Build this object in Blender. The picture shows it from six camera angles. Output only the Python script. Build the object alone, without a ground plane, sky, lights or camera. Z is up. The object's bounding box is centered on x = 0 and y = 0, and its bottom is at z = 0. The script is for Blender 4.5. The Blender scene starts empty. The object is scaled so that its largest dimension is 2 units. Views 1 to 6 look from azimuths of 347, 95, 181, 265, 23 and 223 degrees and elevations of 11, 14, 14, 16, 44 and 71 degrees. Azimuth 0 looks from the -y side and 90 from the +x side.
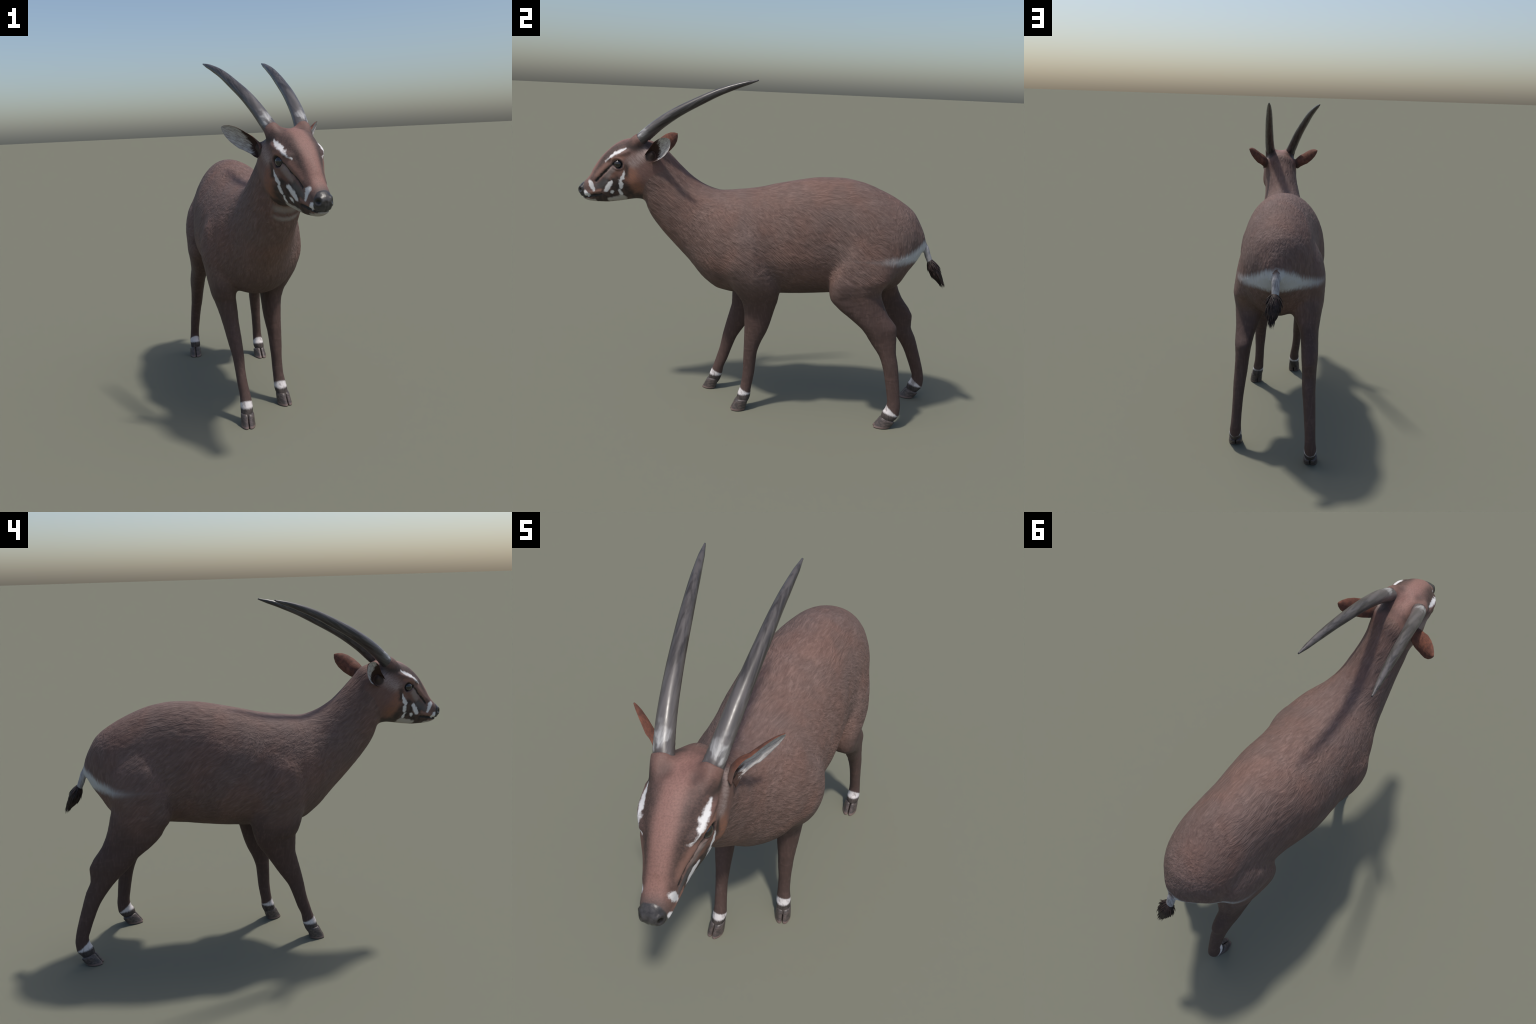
import bpy, bmesh, math, random
import numpy as np
from mathutils import Vector, Matrix, noise
from mathutils.bvhtree import BVHTree

random.seed(7)
rng = np.random.default_rng(7)
scene = bpy.context.scene
COL = scene.collection

# ------------------------------------------------------------------ helpers
def pchip(t, y, tq):
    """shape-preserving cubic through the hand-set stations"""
    t = np.asarray(t, float); y = np.asarray(y, float)
    h = np.diff(t); d = np.diff(y) / h
    m = np.zeros_like(y)
    for i in range(1, len(y) - 1):
        if d[i-1] * d[i] > 0:
            w1 = 2*h[i] + h[i-1]; w2 = h[i] + 2*h[i-1]
            m[i] = (w1 + w2) / (w1/d[i-1] + w2/d[i])
    m[0] = d[0]; m[-1] = d[-1]
    k = np.clip(np.searchsorted(t, tq, side='right') - 1, 0, len(h) - 1)
    s = (tq - t[k]) / h[k]
    return ((2*s**3 - 3*s**2 + 1)*y[k] + (s**3 - 2*s**2 + s)*h[k]*m[k]
            + (-2*s**3 + 3*s**2)*y[k+1] + (s**3 - s**2)*h[k]*m[k+1])

def resample(rows, step):
    rows = np.asarray(rows, float)
    mid = (rows[:, 0:2] + rows[:, 2:4]) / 2
    seg = np.linalg.norm(np.diff(mid, axis=0), axis=1) + np.linalg.norm(np.diff(rows[:, 0:2], axis=0), axis=1)*.5
    t = np.concatenate([[0], np.cumsum(np.maximum(seg, 1e-4))])
    tq = np.linspace(0, t[-1], max(8, int(t[-1] / step)))
    return np.stack([pchip(t, rows[:, j], tq) for j in range(rows.shape[1])], 1)

def ring_mesh(rings):
    """rings: (n, m, 3) -> closed tube with capped ends"""
    n, m, _ = rings.shape
    v = rings.reshape(-1, 3).tolist()
    f = []
    for i in range(n - 1):
        for j in range(m):
            k = (j + 1) % m
            f.append((i*m + j, i*m + k, (i+1)*m + k, (i+1)*m + j))
    v.append(rings[0].mean(0).tolist()); v.append(rings[-1].mean(0).tolist())
    a, b = n*m, n*m + 1
    for j in range(m):
        k = (j + 1) % m
        f.append((a, k, j)); f.append((b, (n-1)*m + j, (n-1)*m + k))
    return v, f

def section_loft(rows, origin, fwd, lat, step=.012, m=48):
    """rows: top(f,z) bottom(f,z) centre-lateral half-width widest-height n_top n_bottom.
    The first coordinate runs along fwd, lateral along lat, z is up."""
    R = resample(rows, step)
    th = np.linspace(0, 2*np.pi, m, endpoint=False)
    c, s = np.cos(th), np.sin(th)
    out = []
    for ta, tz, ba, bz, cx, w, h, nt, nb in R:
        e = np.where(s >= 0, nt, nb)
        px = cx + w*np.sign(c)*np.abs(c)**(2/e)
        q = np.where(s >= 0, h + (1-h)*np.abs(s)**(2/e), h - h*np.abs(s)**(2/e))
        a = ba + (ta-ba)*q; z = bz + (tz-bz)*q
        out.append(origin[None]*np.array([1, 1, 0]) + a[:, None]*fwd[None] + px[:, None]*lat[None]
                   + z[:, None]*np.array([[0, 0, 1.]]))
    return ring_mesh(np.array(out))

def limb_loft(rows, step=.012, m=36, exp=2.25, full=0., shear=0.):
    """rows: front(y,z) rear(y,z) centre-x half-width"""
    R = resample(rows, step)
    th = np.linspace(0, 2*np.pi, m, endpoint=False)
    c, s = np.cos(th), np.sin(th)
    out = []
    for fy, fz, ry, rz, cx, w in R:
        k = min(max((w - .035)/.03, 0), 1)                       # thighs are fuller towards the front
        base = 2.1 + (exp - 2.1)*k
        ex = np.where(c > 0, base + full*k, base)
        x = cx + w*np.sign(s)*np.abs(s)**(2/ex)
        q = .5 + .5*np.sign(c)*np.abs(c)**(2/ex)
        x = x + shear*k*(q - .5)
        out.append(np.stack([x, ry + (fy-ry)*q, rz + (fz-rz)*q], 1))
    return ring_mesh(np.array(out))

def tube(points, radii, m=32, squash=1.0, side=None):
    P = np.asarray(points, float)
    T = np.gradient(P, axis=0); T /= np.linalg.norm(T, axis=1)[:, None]
    u = np.asarray(side if side is not None else [1., 0, 0], float)
    th = np.linspace(0, 2*np.pi, m, endpoint=False)
    out = []
    for p, t, r in zip(P, T, radii):
        a = u - t*(u @ t); a /= np.linalg.norm(a); b = np.cross(t, a)
        out.append(p[None] + r*(np.cos(th)[:, None]*a + squash*np.sin(th)[:, None]*b))
    return ring_mesh(np.array(out))

def smooth_curve(pts, n):
    pts = np.asarray(pts, float)
    t = np.concatenate([[0], np.cumsum(np.linalg.norm(np.diff(pts, axis=0), axis=1))])
    tq = np.linspace(0, t[-1], n)
    return np.stack([pchip(t, pts[:, j], tq) for j in range(pts.shape[1])], 1)

def new_mesh(name, v, f):
    me = bpy.data.meshes.new(name); me.from_pydata([tuple(p) for p in v], [], [tuple(q) for q in f])
    bm = bmesh.new(); bm.from_mesh(me); bmesh.ops.recalc_face_normals(bm, faces=bm.faces); bm.to_mesh(me); bm.free()
    return me

def new_obj(name, me, parent=None, smooth=True):
    ob = bpy.data.objects.new(name, me); COL.objects.link(ob)
    if parent: ob.parent = parent
    if smooth: me.polygons.foreach_set('use_smooth', [True]*len(me.polygons))
    return ob

def gauss(d, s): return np.exp(-(d/s)**2)

# ------------------------------------------------------------------ frame of the slightly turned head
HO = np.array([0.048, -0.67, 0.0])
HF = np.array([0.148, -0.989, 0.0])
HL = np.array([0.989, 0.148, 0.0])
def hw(a, b, z): return HO + a*HF + b*HL + np.array([0, 0, z])

# ------------------------------------------------------------------ body sections
Y = np.array([0, 1., 0]); X = np.array([1., 0, 0]); O = np.zeros(3)
trunk_rows = [
 # top y,z      bottom y,z     cx    w     h    nt   nb
 (.878, .985,  .868, .955,  .010, .022, .5, 2.0, 2.0),
 (.864, 1.035, .832, .885,  .009, .066, .5, 2.0, 2.0),
 (.845, 1.076, .786, .820,  .008, .104, .45, 2.0, 2.0),
 (.799, 1.150, .742, .748,  .006, .151, .44, 2.05, 1.9),
 (.722, 1.207, .675, .712,  .006, .189, .42, 2.1, 1.9),
 (.616, 1.260, .570, .697,  .008, .206, .42, 2.15, 1.9),
 (.511, 1.296, .470, .686,  .005, .208, .42, 2.1, 1.9),
 (.405, 1.311, .380, .680,  -.001, .213, .42, 2.08, 1.9),
 (.301, 1.307, .280, .668,  -.006, .229, .42, 2.08, 1.9),
 (.180, 1.287, .170, .659,  -.009, .242, .42, 2.08, 1.9),
 (.070, 1.262, .070, .652,  -.009, .239, .43, 2.05, 1.92),
 (-.030, 1.238, -.020, .647, .000, .240, .44, 2.0, 1.95),
 (-.135, 1.221, -.125, .648, .004, .238, .46, 2.0, 2.0),
 (-.235, 1.211, -.225, .663, .008, .215, .48, 2.0, 2.0),
 (-.314, 1.230, -.310, .714, .011, .172, .48, 2.0, 2.0),
 (-.388, 1.270, -.395, .805, .012, .141, .48, 2.0, 2.0),
 (-.459, 1.333, -.485, .898, .019, .122, .5, 2.0, 2.05),
 (-.520, 1.397, -.562, .985, .028, .111, .5, 2.0, 2.1),
 (-.570, 1.446, -.620, 1.070, .036, .107, .5, 2.0, 2.1),
 (-.610, 1.440, -.650, 1.150, .042, .098, .5, 2.0, 2.0),
]
head_rows = [
 (.335, 1.190, .331, 1.168, 0, .010, .5, 2.2, 2.2),
 (.329, 1.203, .320, 1.150, 0, .027, .5, 2.3, 2.3),
 (.317, 1.217, .303, 1.134, 0, .036, .5, 2.5, 2.2),
 (.296, 1.235, .275, 1.124, 0, .042, .52, 2.5, 2.1),
 (.273, 1.262, .238, 1.121, 0, .046, .54, 2.4, 2.1),
 (.252, 1.296, .190, 1.121, 0, .052, .54, 2.3, 2.1),
 (.229, 1.333, .140, 1.126, 0, .062, .54, 2.3, 2.1),
 (.207, 1.363, .100, 1.132, 0, .075, .54, 2.5, 2.1),
 (.175, 1.397, .060, 1.140, 0, .090, .54, 2.7, 2.1),
 (.140, 1.427, .020, 1.145, 0, .098, .54, 2.8, 2.1),
 (.096, 1.453, -.020, 1.142, 0, .106, .52, 2.8, 2.1),
 (.055, 1.470, -.050, 1.150, 0, .110, .50, 2.7, 2.1),
 (.000, 1.467, -.090, 1.170, 0, .110, .50, 2.5, 2.1),
 (-.060, 1.455, -.130, 1.200, 0, .103, .50, 2.2, 2.0),
 (-.100, 1.440, -.160, 1.240, 0, .090, .50, 2.0, 2.0),
]
foreleg_left = [
 (-.180, 1.13, -.030, 1.13, .092, .066),
 (-.215, .96,  .040, .97,  .148, .106),
 (-.205, .85,  .060, .87,  .160, .104),
 (-.165, .755, .094, .775, .153, .094),
 (-.118, .672, .113, .700, .136, .076),
 (-.087, .620, .108, .653, .125, .062),
 (-.074, .550, .090, .588, .117, .052),
 (-.071, .470, .055, .468, .117, .044),
 (-.071, .400, .020, .388, .121, .037),
 (-.071, .330, .003, .328, .123, .033),
 (-.071, .240, -.006, .220, .125, .028),
 (-.075, .175, -.014, .165, .127, .028),
 (-.082, .127, -.021, .120, .131, .031),
 (-.094, .090, -.023, .080, .135, .034),
 (-.101, .056, -.034, .048, .140, .031),
 (-.106, .034, -.048, .028, .143, .026),
]
foreleg_right = [
 (-.190, 1.13, -.040, 1.13, -.092, .066),
 (-.235, .97,  .030, .98,  -.141, .107),
 (-.235, .85,  .055, .87,  -.156, .103),
 (-.225, .765, .055, .765, -.153, .088),
 (-.211, .700, .046, .685, -.156, .071),
 (-.196, .655, .036, .640, -.156, .062),
 (-.182, .620, .020, .585, -.148, .053),
 (-.181, .543, -.014, .530, -.137, .046),
 (-.193, .480, -.047, .480, -.131, .041),
 (-.210, .410, -.100, .395, -.123, .035),
 (-.225, .345, -.147, .320, -.116, .029),
 (-.240, .265, -.172, .255, -.113, .025),
 (-.260, .195, -.193, .190, -.108, .026),
 (-.278, .137, -.215, .135, -.102, .028),
 (-.296, .090, -.223, .090, -.101, .031),
 (-.304, .056, -.236, .050, -.103, .030),
 (-.310, .034, -.250, .028, -.104, .026),
]
hindleg_left = [
 (0.5000, 1.1200, 0.6500, 1.1200, 0.0950, 0.0700),
 (0.4500, 0.9800, 0.7150, 0.9850, 0.1180, 0.0980),
 (0.4050, 0.8700, 0.7450, 0.8950, 0.1240, 0.1110),
 (0.3800, 0.7900, 0.7220, 0.8250, 0.1340, 0.1130),
 (0.3780, 0.7350, 0.6720, 0.7750, 0.1440, 0.1020),
 (0.3840, 0.7000, 0.6530, 0.7280, 0.1550, 0.0840),
 (0.4280, 0.6520, 0.6740, 0.6640, 0.1660, 0.0660),
 (0.4980, 0.5950, 0.7000, 0.6160, 0.1740, 0.0540),
 (0.5660, 0.5370, 0.7460, 0.5520, 0.1810, 0.0455),
 (0.6190, 0.4610, 0.7480, 0.5050, 0.1830, 0.0375),
 (0.6680, 0.3900, 0.7520, 0.4300, 0.1870, 0.0345),
 (0.6880, 0.3390, 0.7700, 0.3460, 0.1930, 0.0315),
 (0.7050, 0.2700, 0.7830, 0.2590, 0.1980, 0.0275),
 (0.7190, 0.2000, 0.7930, 0.1770, 0.2020, 0.0265),
 (0.7280, 0.1410, 0.8000, 0.1170, 0.2050, 0.0275),
 (0.7220, 0.1070, 0.7980, 0.0750, 0.2070, 0.0305),
 (0.7060, 0.0800, 0.7860, 0.0520, 0.2080, 0.0325),
 (0.7020, 0.0540, 0.7640, 0.0300, 0.2110, 0.0260),
]
hindleg_right = [
 (0.5300, 1.1200, 0.6600, 1.1200, -0.0950, 0.0700),
 (0.4800, 0.9800, 0.7350, 0.9850, -0.1280, 0.1000),
 (0.4400, 0.8700, 0.7420, 0.8950, -0.1300, 0.1140),
 (0.4360, 0.8000, 0.7320, 0.8300, -0.1320, 0.1100),
 (0.4480, 0.7500, 0.7440, 0.7800, -0.1430, 0.0960),
 (0.4720, 0.7180, 0.7560, 0.7300, -0.1530, 0.0780),
 (0.5000, 0.6720, 0.7720, 0.6800, -0.1630, 0.0600),
 (0.5480, 0.6220, 0.8000, 0.6220, -0.1680, 0.0480),
 (0.6150, 0.5690, 0.8500, 0.5520, -0.1710, 0.0445),
 (0.6670, 0.5150, 0.8680, 0.5100, -0.1720, 0.0425),
 (0.7180, 0.4640, 0.8680, 0.4550, -0.1720, 0.0385),
 (0.7610, 0.4170, 0.8970, 0.3830, -0.1720, 0.0355),
 (0.8300, 0.3230, 0.9230, 0.3060, -0.1770, 0.0315),
 (0.8660, 0.2440, 0.9470, 0.2320, -0.1820, 0.0295),
 (0.8920, 0.1760, 0.9670, 0.1600, -0.1860, 0.0275),
 (0.9040, 0.1380, 0.9740, 0.1150, -0.1880, 0.0285),
 (0.8980, 0.1080, 0.9700, 0.0720, -0.1900, 0.0315),
 (0.8840, 0.0800, 0.9530, 0.0480, -0.1900, 0.0310),
 (0.8800, 0.0540, 0.9380, 0.0300, -0.1920, 0.0260),
]
tail_path = smooth_curve([(.006, .825, 1.050), (.010, .855, 1.005), (.013, .877, .960), (.013, .899, .905), (.017, .918, .866)], 20)
tail_rad = np.interp(np.linspace(0, 1, 20), [0, .3, .5, .8, 1], [.020, .023, .0225, .0195, .016])

parts = {}
parts['trunk'] = section_loft(trunk_rows, O, Y, X, .02, 64)
parts['head'] = section_loft(head_rows, HO, HF, HL, .008, 64)
parts['foreleg_left'] = limb_loft(foreleg_left)
parts['foreleg_right'] = limb_loft(foreleg_right)
parts['hindleg_left'] = limb_loft(hindleg_left, exp=2.6, full=.7, shear=.034)
parts['hindleg_right'] = limb_loft(hindleg_right, exp=2.6, full=.7, shear=-.024)
parts['tail'] = tube(tail_path, tail_rad, 24, .8)

HORN = [(.010, .065, 1.450), (-.012, .072, 1.472), (-.045, .080, 1.503), (-.089, .088, 1.541), (-.187, .102, 1.609), (-.297, .116, 1.669),
        (-.419, .130, 1.728), (-.517, .142, 1.764), (-.608, .153, 1.791)]
horn_r = lambda u: np.interp(u, [0, .06, .3, .6, .8, .93, 1], [.0315, .0305, .0268, .0215, .0160, .0100, .0030])
for sgn, nm in ((1, 'pedicle_left'), (-1, 'pedicle_right')):
    pts = [hw(a, sgn*b, z) for a, b, z in [(.030, .056, 1.425), (.016, .062, 1.442), (.002, .068, 1.458), (-.010, .072, 1.470)]]
    parts[nm] = tube(smooth_curve(pts, 10), np.linspace(.046, .0335, 10), 24)
    pts = [hw(a, sgn*b, z) for a, b, z in [(-.035, .060, 1.378), (-.060, .084, 1.387), (-.083, .106, 1.401)]]
    parts['earroot' + nm] = tube(smooth_curve(pts, 10), np.linspace(.036, .021, 10), 24)

# ------------------------------------------------------------------ fuse into one skin
allv, allf = [], []
for v, f in parts.values():
    o = len(allv); allv += [tuple(p) for p in v]; allf += [tuple(i + o for i in q) for q in f]
me = bpy.data.meshes.new('skin_source'); me.from_pydata(allv, [], allf)
bm = bmesh.new(); bm.from_mesh(me); bmesh.ops.recalc_face_normals(bm, faces=bm.faces); bm.to_mesh(me); bm.free()
src = bpy.data.objects.new('skin_source', me); COL.objects.link(src)
md = src.modifiers.new('fuse', 'REMESH'); md.mode = 'VOXEL'; md.voxel_size = .0034; md.adaptivity = 0
dg = bpy.context.evaluated_depsgraph_get()
skin = bpy.data.meshes.new_from_object(src.evaluated_get(dg))
bpy.data.objects.remove(src)

n = len(skin.vertices)
co = np.empty(n*3); skin.vertices.foreach_get('co', co); co = co.reshape(-1, 3)
ed = np.empty(len(skin.edges)*2, int); skin.edges.foreach_get('vertices', ed); ed = ed.reshape(-1, 2)
deg = np.bincount(ed.ravel(), minlength=n).astype(float)
def lap(a):
    out = np.zeros_like(a)
    for j in range(a.shape[1]):
        out[:, j] = (np.bincount(ed[:, 0], a[ed[:, 1], j], n) + np.bincount(ed[:, 1], a[ed[:, 0], j], n)) / deg
    return out

names = list(parts)
dist = np.full((len(names), n), 1.0)
for k, nm in enumerate(names):
    v, f = parts[nm]
    bvh = BVHTree.FromPolygons([Vector(p) for p in v], f)
    va = np.array(v); lo, hi = va.min(0) - .07, va.max(0) + .07
    for i in np.nonzero(((co > lo) & (co < hi)).all(1))[0]:
        h = bvh.find_nearest(co[i])
        if h[3] is not None: dist[k, i] = h[3]
order = np.sort(dist, axis=0)
def soft(nm):
    return .011 if nm in ('tail',) or 'pedicle' in nm else .020
near2 = order[1]
w = np.exp(-(near2/.030)**2)
tailk = names.index('tail'); hk = names.index('head')
w = np.where(np.minimum(dist[tailk], 1) < .03, np.exp(-(near2/.010)**2), w)
pedk = [k for k, q in enumerate(names) if 'pedicle' in q]
w = np.where(dist[pedk].min(0) < .02, np.exp(-(near2/.020)**2), w)
w = lap(w[:, None])[:, 0]
for it in range(130):
    co += (w*.6)[:, None]*(lap(co) - co)
for it in range(6):                      # general polish, volume kept
    co += .5*(lap(co) - co); co -= .52*(lap(co) - co)
for it in range(2):
    co += .5*(lap(co) - co)

def set_and_normals():
    skin.vertices.foreach_set('co', co.ravel()); skin.update()
    nr = np.empty(n*3); skin.vertex_normals.foreach_get('vector', nr)
    return nr.reshape(-1, 3)
nrm = set_and_normals()

# ------------------------------------------------------------------ sculpted features of the head
hd = co - HO
ha, hb, hz = hd @ HF, hd @ HL, co[:, 2]
ab = np.abs(hb)
near_head = (ha > -.12) & (hz > 1.08)
EYE = (.108, .083, 1.337)
def segd(p, q, a=ha, z=hz):
    p = np.array(p); q = np.array(q); d = q - p
    t = np.clip(((a-p[0])*d[0] + (z-p[1])*d[1])/(d @ d), 0, 1)
    return np.hypot(a - p[0] - t*d[0], z - p[1] - t*d[1])
side = np.clip((ab - .012)/.02, 0, 1)
er = np.hypot((ha-EYE[0])/1.15, hz-EYE[2])
disp = np.zeros(n)
disp += .008*gauss(np.hypot((ha-.108)/1.3, hz-1.362), .032)*(ab > .04)      # orbit
disp += .007*gauss(segd((.055, 1.402), (.165, 1.358)), .012)*(ab > .04)      # brow ridge
disp += .004*gauss(er - .028, .006)*(ab > .04)                               # eyelid rim
disp -= .014*gauss(er, .0195)*(ab > .04)                                     # socket
disp -= .005*gauss(segd((.140, 1.330), (.232, 1.238)), .006)*(ab > .02)      # tear groove
disp += .003*gauss(segd((.168, 1.322), (.245, 1.250)), .014)*(ab > .02)
disp -= .004*gauss(segd((.150, 1.275), (.200, 1.215)), .022)*(ab > .02)      # hollow of the cheek
disp += .011*gauss(np.hypot(ha-.020, hz-1.240), .052)*(ab > .03)             # jaw muscle
disp -= .006*gauss(np.sqrt((ha-.055)**2 + (ab-.036)**2 + (hz-1.468)**2), .020)   # pits in front of the horns
disp += .004*gauss(np.sqrt(((ha-.045)/2)**2 + ((ab-.076)/1)**2), .016)*(hz > 1.38)  # ridge from horn to brow
disp -= .003*gauss(segd((.12, 1.415), (.20, 1.345)), .014)*np.clip((ab-.035)/.02, 0, 1)   # hollow inside the brow
disp += .0035*gauss(hb, .020)*gauss(segd((.10, 1.45), (.25, 1.30)), .02)     # bridge of the nose
disp -= .0018*gauss(ha - .1*hz - .180, .0035)*(hz > 1.15)                    # crease round the nose pad
disp -= .0025*gauss(hb, .003)*(ha > .318)*(hz > 1.145)*(hz < 1.185)          # cleft below the nose
disp -= .0055*gauss(np.minimum(segd((.206, 1.168), (.262, 1.158)), segd((.262, 1.158), (.318, 1.143))), .0042)   # mouth
disp += .003*gauss(segd((.215, 1.182), (.295, 1.168)), .009)*side            # upper lip
nd = np.sqrt(((ha-.316)/1.0)**2 + ((ab-.026)/.8)**2 + ((hz-1.186)/.9)**2)
disp -= .011*gauss(nd, .0095)                                                # nostril
disp += .004*gauss(nd - .017, .006)
disp -= .005*gauss(hb, .016)*gauss(np.hypot(ha-.02, hz-1.478), .05)          # dip between the horns
disp = np.where(near_head, disp, 0)
co += disp[:, None]*nrm
nrm = set_and_normals()

# ------------------------------------------------------------------ relief of the coat: lumps of muscle and lying hair
rel = np.zeros(n)
for i in range(n):
    x, y, z = co[i]
    big = noise.noise((x*9, y*7, z*9))
    hair = noise.noise((x*60, y*22 + z*14, z*58 - y*12))
    rel[i] = .0016*big + .0007*hair
body_w = np.clip((1.30 - hz)/.05, 0, 1)*np.clip((ha*-1 - .06)/.1, 0, 1)
leg_w = np.clip((co[:, 2] - .10)/.4, .25, 1)
co += (rel*np.clip(body_w, .12, 1)*leg_w)[:, None]*nrm
skin.vertices.foreach_set('co', co.ravel()); skin.update()
nrm = set_and_normals()

# ------------------------------------------------------------------ materials
class NT:
    def __init__(self, name):
        self.m = bpy.data.materials.new(name); self.m.use_nodes = True
        self.t = self.m.node_tree; self.t.nodes.clear()
        self.out = self.t.nodes.new('ShaderNodeOutputMaterial')
        self.b = self.t.nodes.new('ShaderNodeBsdfPrincipled')
        self.t.links.new(self.b.outputs[0], self.out.inputs[0])
        tc = self.t.nodes.new('ShaderNodeTexCoord'); self.P = tc.outputs['Object']
    def put(self, sock, v):
        if isinstance(v, bpy.types.NodeSocket): self.t.links.new(v, sock)
        elif v is not None: sock.default_value = v
    def math(self, op, a, b=None, c=None, clamp=False):
        nd = self.t.nodes.new('ShaderNodeMath'); nd.operation = op; nd.use_clamp = clamp
        self.put(nd.inputs[0], a); self.put(nd.inputs[1], b)
        if c is not None: self.put(nd.inputs[2], c)
        return nd.outputs[0]
    def vec(self, op, a, b=None, scale=None):
        nd = self.t.nodes.new('ShaderNodeVectorMath'); nd.operation = op
        self.put(nd.inputs[0], a)
        if b is not None: self.put(nd.inputs[1], b)
        if scale is not None: self.put(nd.inputs['Scale'], scale)
        return nd.outputs['Value'] if op in ('DOT_PRODUCT', 'LENGTH', 'DISTANCE') else nd.outputs['Vector']
    def comb(self, x, y, z):
        nd = self.t.nodes.new('ShaderNodeCombineXYZ')
        for s, v in zip(nd.inputs, (x, y, z)): self.put(s, v)
        return nd.outputs[0]
    def sep(self, v):
        nd = self.t.nodes.new('ShaderNodeSeparateXYZ'); self.put(nd.inputs[0], v); return nd.outputs
    def noise(self, v, scale, detail=3, rough=.55, dist=0.0):
        nd = self.t.nodes.new('ShaderNodeTexNoise')
        self.put(nd.inputs['Vector'], v); nd.inputs['Scale'].default_value = scale
        nd.inputs['Detail'].default_value = detail; nd.inputs['Roughness'].default_value = rough
        nd.inputs['Distortion'].default_value = dist
        return nd.outputs['Fac']
    def map(self, v, loc=(0, 0, 0), rot=(0, 0, 0), scale=(1, 1, 1)):
        nd = self.t.nodes.new('ShaderNodeMapping')
        self.put(nd.inputs['Vector'], v); nd.inputs['Location'].default_value = loc
        nd.inputs['Rotation'].default_value = rot; nd.inputs['Scale'].default_value = scale
        return nd.outputs[0]
    def rng(self, v, a, b, c=0., d=1., smooth=True):
        nd = self.t.nodes.new('ShaderNodeMapRange'); nd.interpolation_type = 'SMOOTHSTEP' if smooth else 'LINEAR'
        self.put(nd.inputs[0], v)
        for s, q in zip(list(nd.inputs)[1:5], (a, b, c, d)): self.put(s, q)
        return nd.outputs[0]
    def mix(self, f, a, b):
        nd = self.t.nodes.new('ShaderNodeMix'); nd.data_type = 'RGBA'
        self.put(nd.inputs[0], f)
        for s, q in ((nd.inputs[6], a), (nd.inputs[7], b)):
            self.put(s, q if isinstance(q, bpy.types.NodeSocket) else (*q, 1))
        return nd.outputs[2]
    def bump(self, h, strength, dist, normal=None):
        nd = self.t.nodes.new('ShaderNodeBump'); nd.inputs['Strength'].default_value = strength
        nd.inputs['Distance'].default_value = dist; self.put(nd.inputs['Height'], h)
        if normal is not None: self.put(nd.inputs['Normal'], normal)
        return nd.outputs[0]
    def stroke(self, P, A, B, r0, r1, soft=.004, edge=None):
        """soft mask of a tapered brush stroke from A to B"""
        A = np.array(A, float); B = np.array(B, float); d = B - A
        pa = self.vec('SUBTRACT', P, tuple(A))
        t = self.math('MULTIPLY', self.vec('DOT_PRODUCT', pa, tuple(d)), float(1/(d @ d)), clamp=True)
        q = self.vec('SUBTRACT', pa, self.vec('SCALE', tuple(d), scale=t))
        L = self.vec('LENGTH', q)
        r = self.math('MULTIPLY_ADD', t, float(r1-r0), float(r0))
        e = self.math('SUBTRACT', L, r)
        if edge is not None: e = self.math('ADD', e, edge)
        return self.rng(e, -soft, soft, 1., 0.)
    def union(self, *m):
        r = m[0]
        for q in m[1:]: r = self.math('MAXIMUM', r, q)
        return r
    def finish(self, color, rough, normal=None, spec=.3, sheen=0.):
        self.put(self.b.inputs['Base Color'], color if isinstance(color, bpy.types.NodeSocket) else (*color, 1))
        self.put(self.b.inputs['Roughness'], rough)
        self.put(self.b.inputs['Specular IOR Level'], spec)
        if sheen: self.b.inputs['Sheen Weight'].default_value = sheen; self.b.inputs['Sheen Roughness'].default_value = .5
        if normal is not None: self.put(self.b.inputs['Normal'], normal)
        return self.m

BROWN = (.152, .099, .084); RED = (.172, .102, .083); GREY = (.157, .113, .101); DARK = (.066, .041, .036)
WHITE = (.66, .64, .63); BLACK = (.018, .015, .014)

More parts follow.
